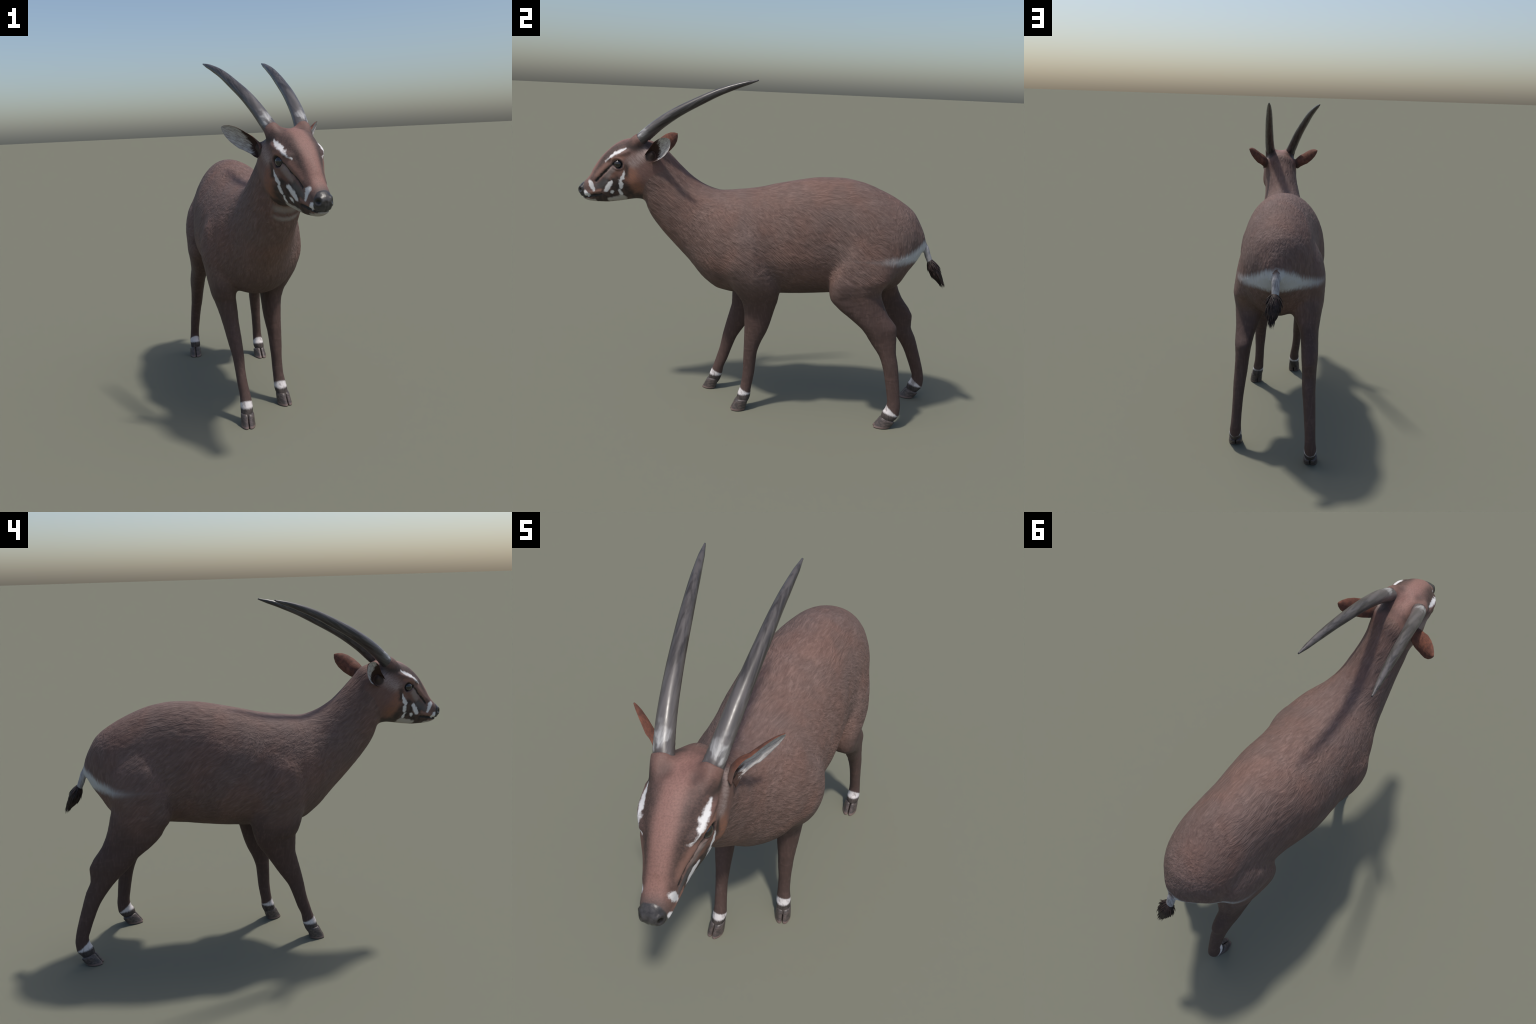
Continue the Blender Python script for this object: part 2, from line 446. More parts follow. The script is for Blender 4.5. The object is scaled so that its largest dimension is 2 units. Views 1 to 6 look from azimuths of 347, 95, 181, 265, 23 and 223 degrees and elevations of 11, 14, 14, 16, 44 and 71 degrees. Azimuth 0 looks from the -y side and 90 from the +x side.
def coat(M, face=False):
    """the brown coat: mottled base colour and the grain of lying hair; legs are darker than the trunk"""
    P = M.P
    nz = M.t.nodes.new('ShaderNodeTexNoise'); M.put(nz.inputs['Vector'], P); nz.inputs['Scale'].default_value = 5.; nz.inputs['Detail'].default_value = 1.
    bend = M.vec('SCALE', M.vec('SUBTRACT', nz.outputs['Color'], (.5, .5, .5)), scale=.06)
    Q = M.vec('ADD', P, bend)
    flow = M.map(M.map(Q, rot=(math.radians(40), 0, 0)), scale=(1, .17, 1))
    flow2 = M.map(M.map(Q, rot=(math.radians(82), 0, 0)), scale=(1, .17, 1))
    flow0 = M.map(M.map(Q, rot=(math.radians(6), 0, 0)), scale=(1, .17, 1))
    px, py, z = M.sep(P)
    topside = M.math('MULTIPLY', M.rng(z, 1.12, 1.24), M.rng(py, -.42, -.30))
    steep = M.math('MAXIMUM', M.rng(py, .60, .76), M.rng(z, .80, .62))
    def lay(sc, det, ds, st=1.):
        m_ = M.t.nodes.new('ShaderNodeMix'); m_.data_type = 'FLOAT'
        M.put(m_.inputs[0], steep)
        t_ = M.t.nodes.new('ShaderNodeMix'); t_.data_type = 'FLOAT'
        M.put(t_.inputs[0], topside)
        M.put(t_.inputs[2], M.noise(M.map(flow, scale=(1, st, 1)), sc, det, .6, ds))
        M.put(t_.inputs[3], M.noise(M.map(flow0, scale=(1, st, 1)), sc, det, .6, ds))
        M.put(m_.inputs[2], t_.outputs[0])
        M.put(m_.inputs[3], M.noise(M.map(flow2, scale=(1, st, 1)), sc, det, .6, ds))
        return m_.outputs[0]
    strands = lay(105 if not face else 190, 3, .3)
    fine = lay(300, 2, 0.)
    clumps = lay(44, 3, .5, 1.8)
    patch = M.noise(P, 7.5, 3, .5)
    patch2 = M.noise(M.map(P, loc=(3, 1, 5)), 3.6, 2, .5)
    c = M.mix(M.rng(patch, .35, .68), BROWN, RED)
    c = M.mix(M.math('MULTIPLY', M.rng(patch2, .42, .66), .55), c, GREY)
    low = M.rng(M.math('MULTIPLY_ADD', M.math('SUBTRACT', patch, .5), .25, z), .60, .88, .84, 0.)  # darkening follows height, so it reaches the lower belly as well as the legs
    c = M.mix(low, c, DARK)
    c = M.mix(M.math('MULTIPLY', M.rng(strands, .34, .58, 1., 0.), .26), c, (.058, .034, .029))
    c = M.mix(M.math('MULTIPLY', M.rng(clumps, .36, .56, 1., 0.), .22), c, (.07, .040, .033))
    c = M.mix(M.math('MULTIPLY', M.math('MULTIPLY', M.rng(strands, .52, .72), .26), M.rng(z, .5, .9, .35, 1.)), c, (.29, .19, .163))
    h = M.math('ADD', M.math('ADD', M.math('MULTIPLY', clumps, .9), M.math('MULTIPLY', strands, .55)), M.math('MULTIPLY', fine, .12))
    return c, h, strands, clumps

def trunk_material():
    M = NT('coat'); c, h, st, cl = coat(M)
    x, y, z = M.sep(M.P)
    fuzz = M.math('MULTIPLY', M.math('SUBTRACT', st, .5), .045)
    # white bar over the buttocks: a wedge that widens from the thigh to the tail
    yb = M.math('SUBTRACT', y, .600)
    zc = M.math('MULTIPLY_ADD', M.math('MAXIMUM', M.math('SUBTRACT', y, .72), 0.), .2, .915)
    half = M.math('MULTIPLY_ADD', M.math('MAXIMUM', M.math('SUBTRACT', y, .80), 0.), .38, M.math('MULTIPLY', yb, .125))
    e = M.math('SUBTRACT', M.math('ADD', M.math('ABSOLUTE', M.math('SUBTRACT', z, zc)), fuzz), half)
    band = M.math('MULTIPLY', M.rng(e, -.018, .022, 1., 0.), M.rng(y, .60, .82, .15, 1.))
    c = M.mix(band, c, (.50, .50, .50))
    hd_ = M.vec('SUBTRACT', M.P, tuple(HO))
    ta = M.vec('DOT_PRODUCT', hd_, tuple(HF)); tb = M.vec('DOT_PRODUCT', hd_, tuple(HL))
    b2 = M.math('MULTIPLY', tb, tb)
    ring = lambda z0, k, w: M.rng(M.math('ADD', M.math('ABSOLUTE', M.math('SUBTRACT', z, M.math('MULTIPLY_ADD', b2, k, z0))), M.math('MULTIPLY', fuzz, .4)), w*.1, w*1.8, 1., 0.)
    thr = M.math('MULTIPLY', M.math('MULTIPLY', M.union(ring(1.122, 4., .014), ring(1.080, 5., .009)), M.rng(ta, -.075, -.045)), M.rng(M.math('ABSOLUTE', tb), .04, .075, 1., 0.))
    c = M.mix(M.math('MULTIPLY', thr, .42), c, (.42, .40, .37))
    return M.finish(c, .72, M.bump(h, .75, .010), .22)

def tail_material():
    M = NT('tail_hair'); c, h, st, cl = coat(M)
    z = M.sep(M.P)[2]
    fuzz = M.math('MULTIPLY', M.math('SUBTRACT', st, .5), .05)
    m = M.rng(M.math('ADD', z, fuzz), 1.006, .980)
    c = M.mix(m, c, M.mix(M.rng(st, .35, .65), (.24, .225, .23), (.40, .39, .395)))  # white stem greyed down to its shaded tone
    return M.finish(c, .7, M.bump(h, .4, .004), .2)

def leg_material(nm, yc, zc, slope, wf, slope2, z_low):
    """white fetlock ring: upper edge and lower edge are sloping lines in the side plane"""
    M = NT(nm); c, h, st, cl = coat(M)
    x, y, z = M.sep(M.P)
    yy = M.math('SUBTRACT', y, yc)
    fuzz = M.math('MULTIPLY', M.math('SUBTRACT', M.noise(M.map(M.P, scale=(1, 1, .3)), 260, 2), .5), .013)
    up = M.math('ADD', M.math('SUBTRACT', z, M.math('MULTIPLY_ADD', yy, slope, zc + wf)), fuzz)
    dn = M.math('ADD', M.math('SUBTRACT', z, M.math('MULTIPLY_ADD', yy, slope2, zc - wf)), fuzz)
    wrinkle = M.noise(M.map(M.P, scale=(.5, .5, 1.4)), 36, 2, .5, .8)
    c = M.mix(M.math('MULTIPLY', M.rng(wrinkle, .55, .72), .20), c, (.15, .09, .076))
    c = M.mix(M.rng(up, -.006, .006, 1., 0.), c, M.mix(M.rng(cl, .3, .5), (.36, .32, .31), (.64, .60, .59)))
    c = M.mix(M.rng(dn, -.008, .007, 1., 0.), c, M.mix(M.rng(cl, .35, .65), (.045, .038, .035), (.085, .068, .062)))
    hh = M.math('ADD', M.math('MULTIPLY', h, .6), M.math('MULTIPLY', wrinkle, .5))
    return M.finish(c, .68, M.bump(hh, .45, .005), .25)

def face_material():
    M = NT('face_coat'); c, h, st, cl = coat(M, True)
    d = M.vec('SUBTRACT', M.P, tuple(HO))
    a = M.vec('DOT_PRODUCT', d, tuple(HF)); b = M.vec('DOT_PRODUCT', d, tuple(HL)); z = M.sep(M.P)[2]
    ab = M.math('ABSOLUTE', b)
    wz = M.t.nodes.new('ShaderNodeTexNoise'); M.put(wz.inputs['Vector'], M.P); wz.inputs['Scale'].default_value = 48.; wz.inputs['Detail'].default_value = 2.
    S = M.vec('ADD', M.comb(a, 0., z), M.vec('MULTIPLY', M.vec('SUBTRACT', wz.outputs['Color'], (.5, .5, .5)), (.016, 0., .016)))   # side-on coordinates: both cheeks alike
    fine = M.noise(M.map(M.P, scale=(1, 1, 1)), 210, 3, .6)
    edge = M.math('ADD', M.math('MULTIPLY', M.math('SUBTRACT', fine, .5), .006), M.math('MULTIPLY', M.math('SUBTRACT', M.noise(M.P, 55, 2), .5), .009))
    mid = M.noise(M.P, 34, 3, .6)
    s3 = lambda p, q, r0, r1, so=.0042: M.stroke(S, (p[0], 0, p[1]), (q[0], 0, q[1]), r0, r1, so, edge)
    lat = lambda lo, hi: M.rng(ab, lo, hi)
    # warm forehead with darker flanks
    c = M.mix(.5, c, (.160, .078, .061))
    fore = M.math('MULTIPLY', M.rng(M.math('MULTIPLY_ADD', mid, .02, ab), .022, .058, 1., 0.), s3((.02, 1.47), (.28, 1.27), .09, .06, .03))
    c = M.mix(M.math('MULTIPLY', fore, M.rng(st, .3, .65, .3, .65)), c, (.285, .150, .125))
    flank = M.math('MULTIPLY', M.union(s3((.045, 1.452), (.125, 1.414), .010, .020, .020), s3((.125, 1.414), (.20, 1.340), .020, .026, .020), s3((.20, 1.340), (.262, 1.262), .026, .018, .020)), lat(.020, .050))
    c = M.mix(M.math('MULTIPLY', flank, M.rng(st, .35, .6, .95, .72)), c, (.045, .030, .026))
    c = M.mix(M.math('MULTIPLY', s3((-.05, 1.425), (.055, 1.425), .026, .014, .016), .82), c, (.040, .029, .026))
    pit = M.rng(M.vec('DISTANCE', M.comb(a, ab, z), (.045, .042, 1.470)), .010, .032, 1., 0.)
    c = M.mix(M.math('MULTIPLY', pit, .38), c, (.070, .040, .034))
    # pale temple below the ear, rusty cheek, dark jaw
    c = M.mix(M.math('MULTIPLY', s3((-.035, 1.395), (.035, 1.345), .026, .026, .024), M.rng(st, .3, .65, .35, .85)), c, (.33, .255, .23))
    c = M.mix(M.math('MULTIPLY', s3((.045, 1.285), (.02, 1.225), .038, .042, .024), M.rng(st, .3, .62, .35, 1.)), c, (.225, .100, .062))
    dark = M.union(s3((.060, 1.325), (.066, 1.28), .010, .014, .012), s3((.080, 1.235), (.05, 1.165), .020, .036, .022), s3((.03, 1.160), (-.04, 1.160), .028, .018, .018),
                   s3((.125, 1.255), (.115, 1.175), .026, .042, .012), s3((.17, 1.235), (.21, 1.200), .026, .020, .012),
                   s3((.15, 1.16), (.235, 1.135), .034, .022, .010))
    c = M.mix(M.math('MULTIPLY', dark, .9), c, M.mix(M.rng(mid, .4, .65), (.020, .016, .015), (.055, .034, .028)))
    # grey streak in front of the eye, brown below it, dark slit
    c = M.mix(M.math('MULTIPLY', s3((.115, 1.292), (.140, 1.272), .014, .012, .010), .8), c, (.150, .075, .055))
    c = M.mix(M.math('MULTIPLY', s3((.142, 1.308), (.172, 1.268), .016, .013, .012), .8), c, (.27, .215, .195))
    c = M.mix(M.math('MULTIPLY', s3((.185, 1.238), (.225, 1.212), .016, .016, .014), .7), c, (.12, .112, .112))
    c = M.mix(M.math('MULTIPLY', s3((.165, 1.338), (.222, 1.272), .013, .015, .012), .75), c, (.215, .115, .088))
    c = M.mix(M.math('MULTIPLY', s3((.085, 1.372), (.135, 1.362), .010, .008, .010), .7), c, (.26, .125, .085))
    c = M.mix(M.math('MULTIPLY', s3((.138, 1.336), (.232, 1.238), .003, .006, .004), lat(.02, .03)), c, BLACK)
    # rusty upper lip
    c = M.mix(s3((.21, 1.190), (.262, 1.172), .007, .007, .006), c, (.22, .115, .085))
    # black nose pad and mouth line
    e = M.math('MULTIPLY', M.math('SUBTRACT', mid, .5), .01)
    pad = M.math('ADD', M.math('ADD', M.math('MULTIPLY', z, -.1), a), e)
    pad = M.rng(pad, .1775, .184)
    chin = M.rng(z, 1.142, 1.149)
    pad = M.math('MULTIPLY', pad, chin)
    mouth = M.union(s3((.206, 1.168), (.262, 1.156), .005, .009, .004), s3((.262, 1.156), (.318, 1.143), .009, .004, .004))
    c = M.mix(mouth, c, BLACK)
    ear_base_dark = M.rng(M.vec('DISTANCE', M.comb(a, ab, z), (-.060, .112, 1.385)), .022, .034, 1., 0.)  # dark patch at the ear root, seen in the ear's opening
    c = M.mix(M.math('MULTIPLY', ear_base_dark, .93), c, (.035, .022, .018))
    c = M.mix(M.math('MULTIPLY', M.rng(M.math('ADD', M.math('MULTIPLY_ADD', z, -.1, a), M.math('MULTIPLY', M.math('SUBTRACT', fine, .5), .02)), .145, .184), M.rng(z, 1.17, 1.20, 0., .75)), c, (.075, .058, .053))
    # white marks
    brow = M.math('MULTIPLY', M.union(s3((.066, 1.419), (.086, 1.409), .0035, .0078), s3((.086, 1.409), (.125, 1.389), .0078, .0066), s3((.125, 1.389), (.178, 1.345), .0066, .0022)), lat(.03, .04))
    marks = M.union(brow,
        s3((.076, 1.302), (.086, 1.262), .003, .0095), s3((.088, 1.265), (.098, 1.250), .0095, .009), s3((.094, 1.235), (.097, 1.212), .0105, .0095),
        s3((.150, 1.236), (.181, 1.190), .0105, .0115), s3((.145, 1.186), (.146, 1.184), .0085, .0085),
        s3((.104, 1.194), (.098, 1.178), .006, .010),
        s3((.263, 1.230), (.257, 1.214), .0115, .0125), s3((.258, 1.215), (.246, 1.190), .012, .007), s3((.290, 1.170), (.278, 1.162), .0135, .011))
    low = M.math('MULTIPLY', M.union(s3((.092, 1.150), (.165, 1.138), .020, .010, .006), s3((.245, 1.124), (.315, 1.136), .011, .007, .005)), 1.)
    c = M.mix(low, c, (.40, .37, .34))
    c = M.mix(marks, c, WHITE)
    # eyelids
    eye = M.stroke(S, (EYE[0], 0, EYE[2]), (EYE[0] + .026, 0, EYE[2] + .000), .0255, .009, .005)
    c = M.mix(M.math('MULTIPLY', eye, lat(.03, .04)), c, (.014, .012, .014))
    c = M.mix(pad, c, M.mix(M.rng(mid, .35, .7), (.028, .026, .026), (.060, .056, .056)))  # pad greys lightened to carry the highlight on the nose
    nose = M.vec('DISTANCE', M.comb(a, ab, z), (.318, .027, 1.186))
    c = M.mix(M.rng(nose, .006, .012, 1., 0.), c, (.006, .005, .005))
    rough = M.math('MULTIPLY_ADD', pad, -.36, .66)
    return M.finish(c, rough, M.bump(h, .28, .0035), .35)

def simple(name, f):
    M = NT(name); return f(M)

def horn_mat(M):
    d = M.vec('SUBTRACT', M.P, tuple(HO))
    a = M.vec('DOT_PRODUCT', d, tuple(HF)); b = M.math('ABSOLUTE', M.vec('DOT_PRODUCT', d, tuple(HL))); z = M.sep(M.P)[2]
    Q = M.comb(M.math('MULTIPLY', a, .12), b, M.math('SUBTRACT', z, M.math('MULTIPLY', a, -.62)))
    streak = M.noise(Q, 70, 4, .6, .3); blot = M.noise(M.comb(M.math('MULTIPLY', a, .5), b, z), 40, 3, .6)
    c = M.mix(M.rng(streak, .36, .64), (.034, .029, .027), (.088, .078, .075))
    fr = M.rng(M.math('MULTIPLY_ADD', a, .80, z), 1.455, 1.492)
    glow = M.noise(M.comb(M.math('MULTIPLY', a, .45), b, z), 26, 2, .5)
    c = M.mix(M.math('MULTIPLY', M.math('MULTIPLY', M.rng(a, -.30, -.02), fr), .35), c, (.20, .183, .178))  # sky and sun sheen on the horn's upper side, brushed in as paler grey
    pale = M.math('MULTIPLY', M.math('MULTIPLY', M.rng(a, -.08, -.005), fr), M.rng(M.math('MULTIPLY_ADD', b, 3., glow), .70, .84))
    c = M.mix(M.math('MULTIPLY', pale, M.rng(streak, .35, .6, .25, .75)), c, (.46, .455, .445))
    c = M.mix(M.math('MULTIPLY', M.rng(a, -.002, .014), .8), c, (.050, .036, .032))
    h = M.math('ADD', streak, M.math('MULTIPLY', blot, .5))
    return M.finish(c, M.rng(blot, .3, .7, .30, .42), M.bump(h, .10, .003), .5)

def hoof_mat(M):
    z = M.sep(M.P)[2]
    g = M.noise(M.map(M.P, scale=(1, 1, 2.2)), 60, 3, .55, .4)
    c = M.mix(M.rng(g, .35, .7), (.052, .043, .040), (.115, .088, .080))
    rim = M.rng(M.math('ADD', z, M.math('MULTIPLY', M.math('SUBTRACT', g, .5), .006)), .006, .013, 1., 0.)
    c = M.mix(M.math('MULTIPLY', rim, .8), c, (.19, .13, .115))
    return M.finish(c, .42, M.bump(g, .2, .003), .45)

def eye_mat(M):
    p = M.P
    front = M.sep(p)[1]
    r = M.vec('LENGTH', M.comb(M.sep(p)[0], 0., M.sep(p)[2]))
    c = M.mix(M.rng(r, .006, .0085), (.006, .005, .005), M.mix(M.noise(p, 300, 2), (.026, .016, .010), (.014, .009, .006)))
    c = M.mix(M.rng(r, .0125, .0145), c, (.010, .010, .013))
    m = M.finish(c, .08, None, .5); M.b.inputs['Coat Weight'].default_value = .6; M.b.inputs['Coat Roughness'].default_value = .03
    return m

def ear_out(M):
    st = M.noise(M.map(M.P, scale=(1, 1, .2)), 260, 3, .6); bl = M.noise(M.P, 40, 3)
    c = M.mix(M.rng(bl, .3, .7), (.105, .046, .034), (.20, .080, .052))
    c = M.mix(M.math('MULTIPLY', M.rng(st, .45, .7), .35), c, (.06, .032, .027))
    u = M.sep(M.P)[2]
    c = M.mix(M.rng(M.math('MULTIPLY_ADD', bl, .03, u), .030, .070, .8, 0.), c, (.085, .058, .050))
    return M.finish(c, .7, M.bump(st, .3, .003), .2)

def ear_in(M, sgn):
    P = M.map(M.P, scale=(1, 1, .22)); st = M.noise(P, 170, 3, .6, .4); u = M.sep(M.P)[2]; wv = M.math('MULTIPLY', M.sep(M.P)[0], sgn)
    c = M.mix(M.rng(st, .35, .66), (.30, .275, .265), (.50, .48, .465))
    q = M.math('MULTIPLY_ADD', M.math('SUBTRACT', st, .5), .05, M.math('MULTIPLY_ADD', u, .75, wv))
    c = M.mix(M.rng(q, .043, .073, 1., 0.), c, (.045, .026, .021))
    return M.finish(c, .75, M.bump(st, .5, .003), .15)

def tuft_mat(M):
    st = M.noise(M.map(M.P, scale=(1, 1, .3)), 160, 3, .6)
    oi = M.t.nodes.new('ShaderNodeObjectInfo')
    c = M.mix(M.rng(st, .35, .7), (.010, .007, .0065), (.040, .022, .019))
    return M.finish(c, .55, None, .3)

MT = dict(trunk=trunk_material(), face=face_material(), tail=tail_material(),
          horn=simple('horn', horn_mat), hoof=simple('hoof_horn', hoof_mat), eye=simple('eye', eye_mat),
          ear_out=simple('ear_back', ear_out), ear_in_left=simple('ear_lining_left', lambda M: ear_in(M, 1.)), ear_in_right=simple('ear_lining_right', lambda M: ear_in(M, -1.)), tuft=simple('tail_tuft_hair', tuft_mat))
LEGM = {
 'foreleg_left':  leg_material('foreleg_coat_left', -.058, .104, -.50, .011, .10, 0),
 'foreleg_right': leg_material('foreleg_coat_right', -.255, .099, -.50, .011, -.05, 0),
 'hindleg_left':  leg_material('hindleg_coat_left', .752, .091, -.85, .012, -.25, 0),
 'hindleg_right': leg_material('hindleg_coat_right', .928, .093, -.85, .012, -.25, 0),
}

# ------------------------------------------------------------------ top-level object and the parts of the skin
root = bpy.data.objects.new('saola', None); COL.objects.link(root)
root['label'] = 'brown forest antelope standing with long straight dark horns'
root['category'] = 'antelope'

pf = np.empty(len(skin.polygons)*4, int)
loops = np.empty(len(skin.loops), int); skin.loops.foreach_get('vertex_index', loops)
ls = np.empty(len(skin.polygons), int); skin.polygons.foreach_get('loop_start', ls)
lt = np.empty(len(skin.polygons), int); skin.polygons.foreach_get('loop_total', lt)
faces = [loops[s:s+t] for s, t in zip(ls, lt)]
lab_names = ['torso', 'neck', 'head', 'foreleg_left', 'foreleg_right', 'hindleg_left', 'hindleg_right', 'tail']
vlab = np.zeros(n, int)
best = dist.argmin(0)
for k, nm in enumerate(names):
    sel = best == k
    if nm == 'trunk': vlab[sel] = 0
    elif nm == 'head' or 'pedicle' in nm: vlab[sel] = 2
    elif nm in lab_names: vlab[sel] = lab_names.index(nm)
# legs own what lies below the trunk line; above it the trunk owns the skin
x, y, z = co.T
legs = (vlab >= 3) & (vlab <= 6)
vlab[legs & (z > .80)] = 0
torso = vlab == 0
vlab[torso & ((y + .30)*.75 - (z - .97)*.66 < 0) & (y < -.2)] = 1
vlab[(vlab == 1) & (ha > .0) & (hz > 1.15)] = 2
# one label per region: majority smoothing keeps borders short
for it in range(8):
    cnt = np.zeros((len(lab_names), n))
    for k in range(len(lab_names)):
        s = (vlab == k).astype(float)
        cnt[k] = np.bincount(ed[:, 0], s[ed[:, 1]], n) + np.bincount(ed[:, 1], s[ed[:, 0]], n) + 1.2*s
    vlab = cnt.argmax(0)
flab = np.array([vlab[q[0]] for q in faces])

obj_name = {'foreleg_left': 'foreleg', 'foreleg_right': 'foreleg', 'hindleg_left': 'hindleg', 'hindleg_right': 'hindleg'}
OBJ = {}
for k, nm in enumerate(lab_names):
    idx = np.nonzero(flab == k)[0]
    used = np.unique(np.concatenate([faces[i] for i in idx]))
    remap = np.full(n, -1); remap[used] = np.arange(len(used))
    m = bpy.data.meshes.new(obj_name.get(nm, nm))
    m.from_pydata(co[used].tolist(), [], [remap[faces[i]].tolist() for i in idx])
    ob = new_obj(obj_name.get(nm, nm), m, root)
    m.normals_split_custom_set_from_vertices([tuple(q) for q in nrm[used]])
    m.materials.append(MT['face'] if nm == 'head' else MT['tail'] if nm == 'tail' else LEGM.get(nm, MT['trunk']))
    OBJ[nm] = ob

# ------------------------------------------------------------------ horns
for sgn in (1, -1):
    C = smooth_curve([hw(a, sgn*b, z) for a, b, z in HORN], 90)
    u = np.linspace(0, 1, 90)
    r = horn_r(u) + .0008*np.exp(-u/.12)*np.sin(u*260)
    v, f = tube(C, r, 40)
    ob = new_obj('horn', new_mesh('horn', v, f), OBJ['head']); ob.data.materials.append(MT['horn'])

# ------------------------------------------------------------------ eyes
for sgn in (1, -1):
    bm = bmesh.new(); bmesh.ops.create_uvsphere(bm, u_segments=40, v_segments=24, radius=.0235)
    m = bpy.data.meshes.new('eye'); bm.to_mesh(m); bm.free()
    ob = new_obj('eye', m, OBJ['head']); m.materials.append(MT['eye'])
    fwd = Vector(HL*sgn) + Vector(HF)*.25
    ob.location = Vector(hw(EYE[0], sgn*EYE[1], EYE[2])); ob.rotation_euler = fwd.to_track_quat('Y', 'Z').to_euler()

# ------------------------------------------------------------------ ears: rolled, pointed leaves with a lining
def ear_mesh(sgn):
    L = .203; nu, nv = 46, 28
    us = np.linspace(0, 1, nu)
    half = np.interp(us, [0, .12, .3, .5, .7, .85, .95, 1], [.026, .033, .041, .044, .040, .030, .016, .004])
    ang = np.interp(us, [0, .15, .4, .7, 1], [260, 170, 112, 90, 75])
    def layer(th):
        g = np.zeros((nu, nv, 3))
        for i, u in enumerate(us):
            A = math.radians(ang[i])/2; R = half[i]/math.sin(min(A, math.pi/2))
            ph = np.linspace(-A, A, nv); R2 = R + th*np.clip((np.cos(ph*math.pi/2/A)), .12, 1)
            g[i, :, 0] = R2*np.sin(ph)*sgn + .012*u*u*sgn*0
            g[i, :, 1] = R2*np.cos(ph) - R*math.cos(A)*np.clip(u*2.2, 0, 1) - .020*(1 - u)**2 + .012*u*u
            g[i, :, 2] = L*u
        return g
    go, gi = layer(.0025), layer(-.0025)
    v = go.reshape(-1, 3).tolist() + gi.reshape(-1, 3).tolist(); f = []; mi = []
    o = nu*nv
    for i in range(nu-1):
        for j in range(nv-1):
            q = (i*nv+j, i*nv+j+1, (i+1)*nv+j+1, (i+1)*nv+j)
            f.append(q); mi.append(0); f.append(tuple(o+k for k in q[::-1])); mi.append(1)
        for j, fl in ((0, 0), (nv-1, 1)):
            q = (i*nv+j, (i+1)*nv+j, o+(i+1)*nv+j, o+i*nv+j); f.append(q if fl == 0 else q[::-1]); mi.append(0)
    for i in (0, nu-1):
        for j in range(nv-1):
            f.append((i*nv+j, i*nv+j+1, o+i*nv+j+1, o+i*nv+j)); mi.append(0)
    m = bpy.data.meshes.new('ear'); m.from_pydata(v, [], f); m.polygons.foreach_set('material_index', mi)
    bm = bmesh.new(); bm.from_mesh(m); bmesh.ops.recalc_face_normals(bm, faces=bm.faces); bm.to_mesh(m); bm.free()
    m.materials.append(MT['ear_out']); m.materials.append(MT['ear_in_left' if sgn > 0 else 'ear_in_right'])
    return m
EAR_BASE, EAR_TIP, EAR_W = np.array([-.064, .092, 1.380]), np.array([-.158, .230, 1.474]), np.array([-.5, 0, -.8])
for sgn in (1, -1):
    fl = np.array([1, sgn, 1])
    tow = lambda q: q[0]*HF + q[1]*HL + np.array([0, 0, q[2]])
    ax = tow((EAR_TIP - EAR_BASE)*fl); ax /= np.linalg.norm(ax)
    wd = tow(EAR_W*fl); wd -= ax*(wd @ ax); wd /= np.linalg.norm(wd)
    # y axis of the ear = back of the shell
    wx = wd*sgn
    back = np.cross(ax, wx); back /= np.linalg.norm(back)
    me_e = ear_mesh(sgn)
    ob = new_obj('ear', me_e, OBJ['head'])
    p = hw(*(EAR_BASE*fl))
    ob.matrix_world = Matrix(((wx[0], back[0], ax[0], p[0]), (wx[1], back[1], ax[1], p[1]), (wx[2], back[2], ax[2], p[2]), (0, 0, 0, 1)))

# ------------------------------------------------------------------ cloven hooves
def claw(side, L, W, top, H):
    """one claw: sole outline swept up and back to the coronet; +y is the toe, x outward"""
    nr, m = 14, 40
    out = []
    th = np.linspace(0, 2*np.pi, m, endpoint=False)
    for k in range(nr):
        t = k/(nr-1)
        c, s = np.cos(th), np.sin(th)
        ln = L*(1 - .16*t)*.5; wd = W*(1 - .10*t)*.5
        e = np.where(c > 0, .9, .40)              # flat inner wall, round outer wall
        yy = ln*np.sign(s)*np.abs(s)**e
        nar = np.where(c > 0, 1 - .35*np.clip(yy/ln, 0, 1)**2*(1 - .5*t), 1.0)
        xx = np.where(c > 0, W*.62, W*.38 - .0008 - .0018*t*0)*(1 - .08*t)*np.sign(c)*np.abs(c)**e*nar
        yy = yy - .006*np.clip(xx/W, 0, 1)*(yy > 0)
        shr = 1 - .16*max(0, (t - .8)/.2)**2      # rounded over into the coronet
        xx = xx*shr; yy = yy*shr
        xc = W*.38 - .0012*t
        out.append(np.stack([side*(xc + xx), yy - top*t**.85, (H + .35*yy*(top > .03) - .012*(top > .03))*t], 1))
    r = np.array(out)
    r[0] = r[0]*np.array([.93, .95, 1]) + np.array([side*W*.035, 0, 0]); 
    r = np.concatenate([r[:1]*np.array([1, 1, 0]), r[:1]*np.array([1, 1, 0]) + (r[1:2] - r[:1])*.25 + (r[1:2]-r[:1])*np.array([.5, .5, 0]), r[1:]], 0)
    return ring_mesh(r)
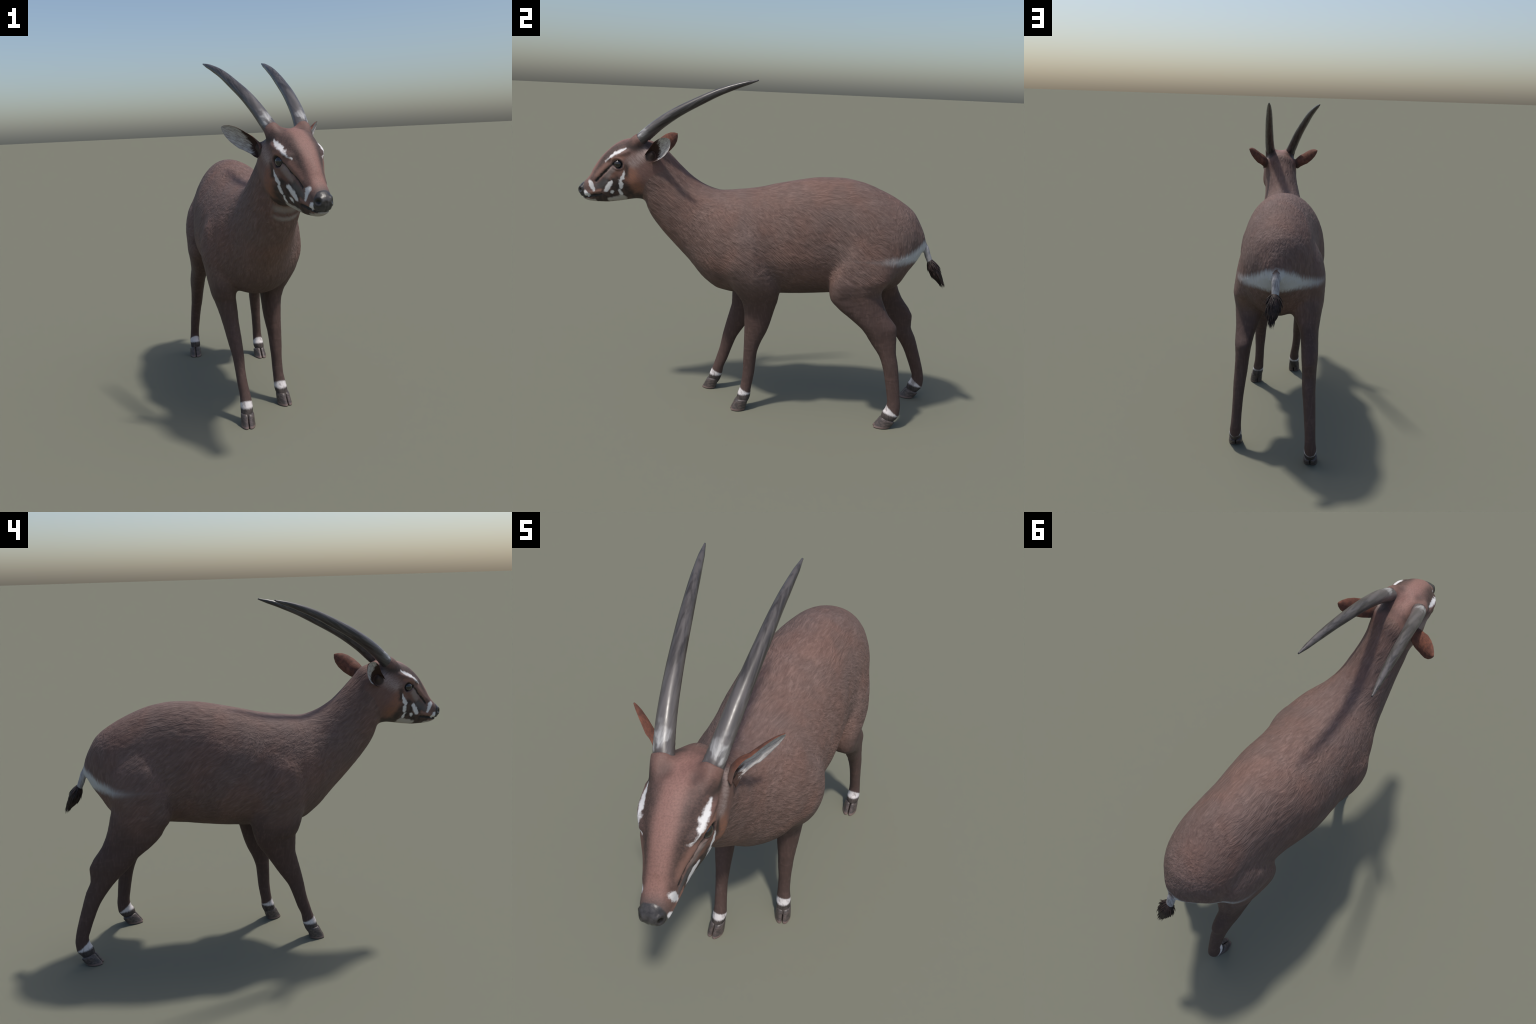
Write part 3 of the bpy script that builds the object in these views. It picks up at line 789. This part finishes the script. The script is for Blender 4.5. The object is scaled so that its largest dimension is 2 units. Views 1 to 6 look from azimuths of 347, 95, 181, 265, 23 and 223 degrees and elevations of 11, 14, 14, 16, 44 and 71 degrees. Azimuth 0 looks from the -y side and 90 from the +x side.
# toe (x,y), heel (x,y), half width, set-back of the coronet, height
HOOVES = {
 'foreleg_left':  ((.160, -.130), (.137, -.054), .0375, .024, .063),
 'foreleg_right': ((-.108, -.340), (-.101, -.262), .0365, .026, .063),
 'hindleg_left':  ((.213, .662), (.206, .748), .0370, .036, .060),
 'hindleg_right': ((-.200, .840), (-.193, .922), .0370, .034, .060),
}
for nm, (toe, heel, hwid, back, H) in HOOVES.items():
    toe, heel = np.array(toe), np.array(heel)
    d = toe - heel; L = np.linalg.norm(d); d /= L
    hoof = bpy.data.objects.new('hoof', None)
    cpos = (toe + heel)/2
    rot = math.atan2(d[1], d[0]) - math.pi/2
    COL.objects.unlink(hoof) if hoof.name in COL.objects else None
    vv, ff, = [], []
    for side in (1, -1):
        v, f = claw(side, L, hwid, back, H)
        o = len(vv); vv += [tuple(p) for p in v]; ff += [tuple(i+o for i in q) for q in f]
    bpy.data.objects.remove(hoof)
    ob = new_obj('hoof', new_mesh('hoof', vv, ff), OBJ[nm]); ob.data.materials.append(MT['hoof'])
    ob.location = (cpos[0], cpos[1], 0); ob.rotation_euler = (0, 0, rot)

# ------------------------------------------------------------------ tail tuft: tapering locks round a core
def lock_path(base, tip, bow, nn=9):
    b, t = np.array(base), np.array(tip)
    s = np.linspace(0, 1, nn)[:, None]
    return b + (t-b)*s + np.array(bow)*(np.sin(np.pi*s*.9))
core = smooth_curve([(.0140, .904, .897), (.017, .924, .862), (.021, .947, .822), (.027, .971, .780)], 24)
core_r = np.interp(np.linspace(0, 1, 24), [0, .15, .45, .8, 1], [.017, .028, .037, .027, .009])
vv, ff = tube(core, core_r, 20, .80)
axis = core[-1] - core[0]; axis /= np.linalg.norm(axis)
e1 = np.array([1., 0, 0]) - axis*axis[0]; e1 /= np.linalg.norm(e1); e2 = np.cross(axis, e1)
for i in range(260):
    u0 = rng.uniform(.0, .72); k = int(u0*23); phi = rng.uniform(0, 2*np.pi)
    dirr = math.cos(phi)*e1 + .78*math.sin(phi)*e2
    b = core[k] + dirr*core_r[k]*rng.uniform(.75, .95)
    ln = rng.uniform(.035, .062)
    end_u = min(1.0, u0 + .42)
    k2 = int(end_u*23)
    t = core[k] + axis*ln + dirr*core_r[k2]*rng.uniform(.75, 1.25) + rng.normal(0, .0025, 3)
    P = lock_path(b, t, dirr*rng.uniform(.002, .007))
    r = rng.uniform(.0022, .0042)*np.array([.6, .95, 1, 1, .9, .75, .55, .3, .05])
    v, f = tube(P, r, 6, .6, side=np.cross(axis, dirr))
    o = len(vv); vv += [tuple(p) for p in v]; ff += [tuple(j+o for j in q) for q in f]
# the longest locks make the ragged tip
for i in range(40):
    phi = rng.uniform(0, 2*np.pi); dirr = math.cos(phi)*e1 + .8*math.sin(phi)*e2
    b = core[14] + dirr*.016*rng.uniform(.3, 1); 
    t = np.array([.030, .988, .757]) + dirr*.013*rng.uniform(.1, 1.2) + axis*rng.uniform(-.012, .010)
    P = lock_path(b, t, dirr*.004)
    r = rng.uniform(.0022, .0036)*np.array([.7, 1, 1, 1, .9, .75, .55, .3, .05])
    v, f = tube(P, r, 6, .6, side=np.cross(axis, dirr))
    o = len(vv); vv += [tuple(p) for p in v]; ff += [tuple(j+o for j in q) for q in f]
ob = new_obj('tail_tuft', new_mesh('tail_tuft', vv, ff), OBJ['tail']); ob.data.materials.append(MT['tuft'])
ob['kind'] = 'stuff'
bpy.context.view_layer.update()
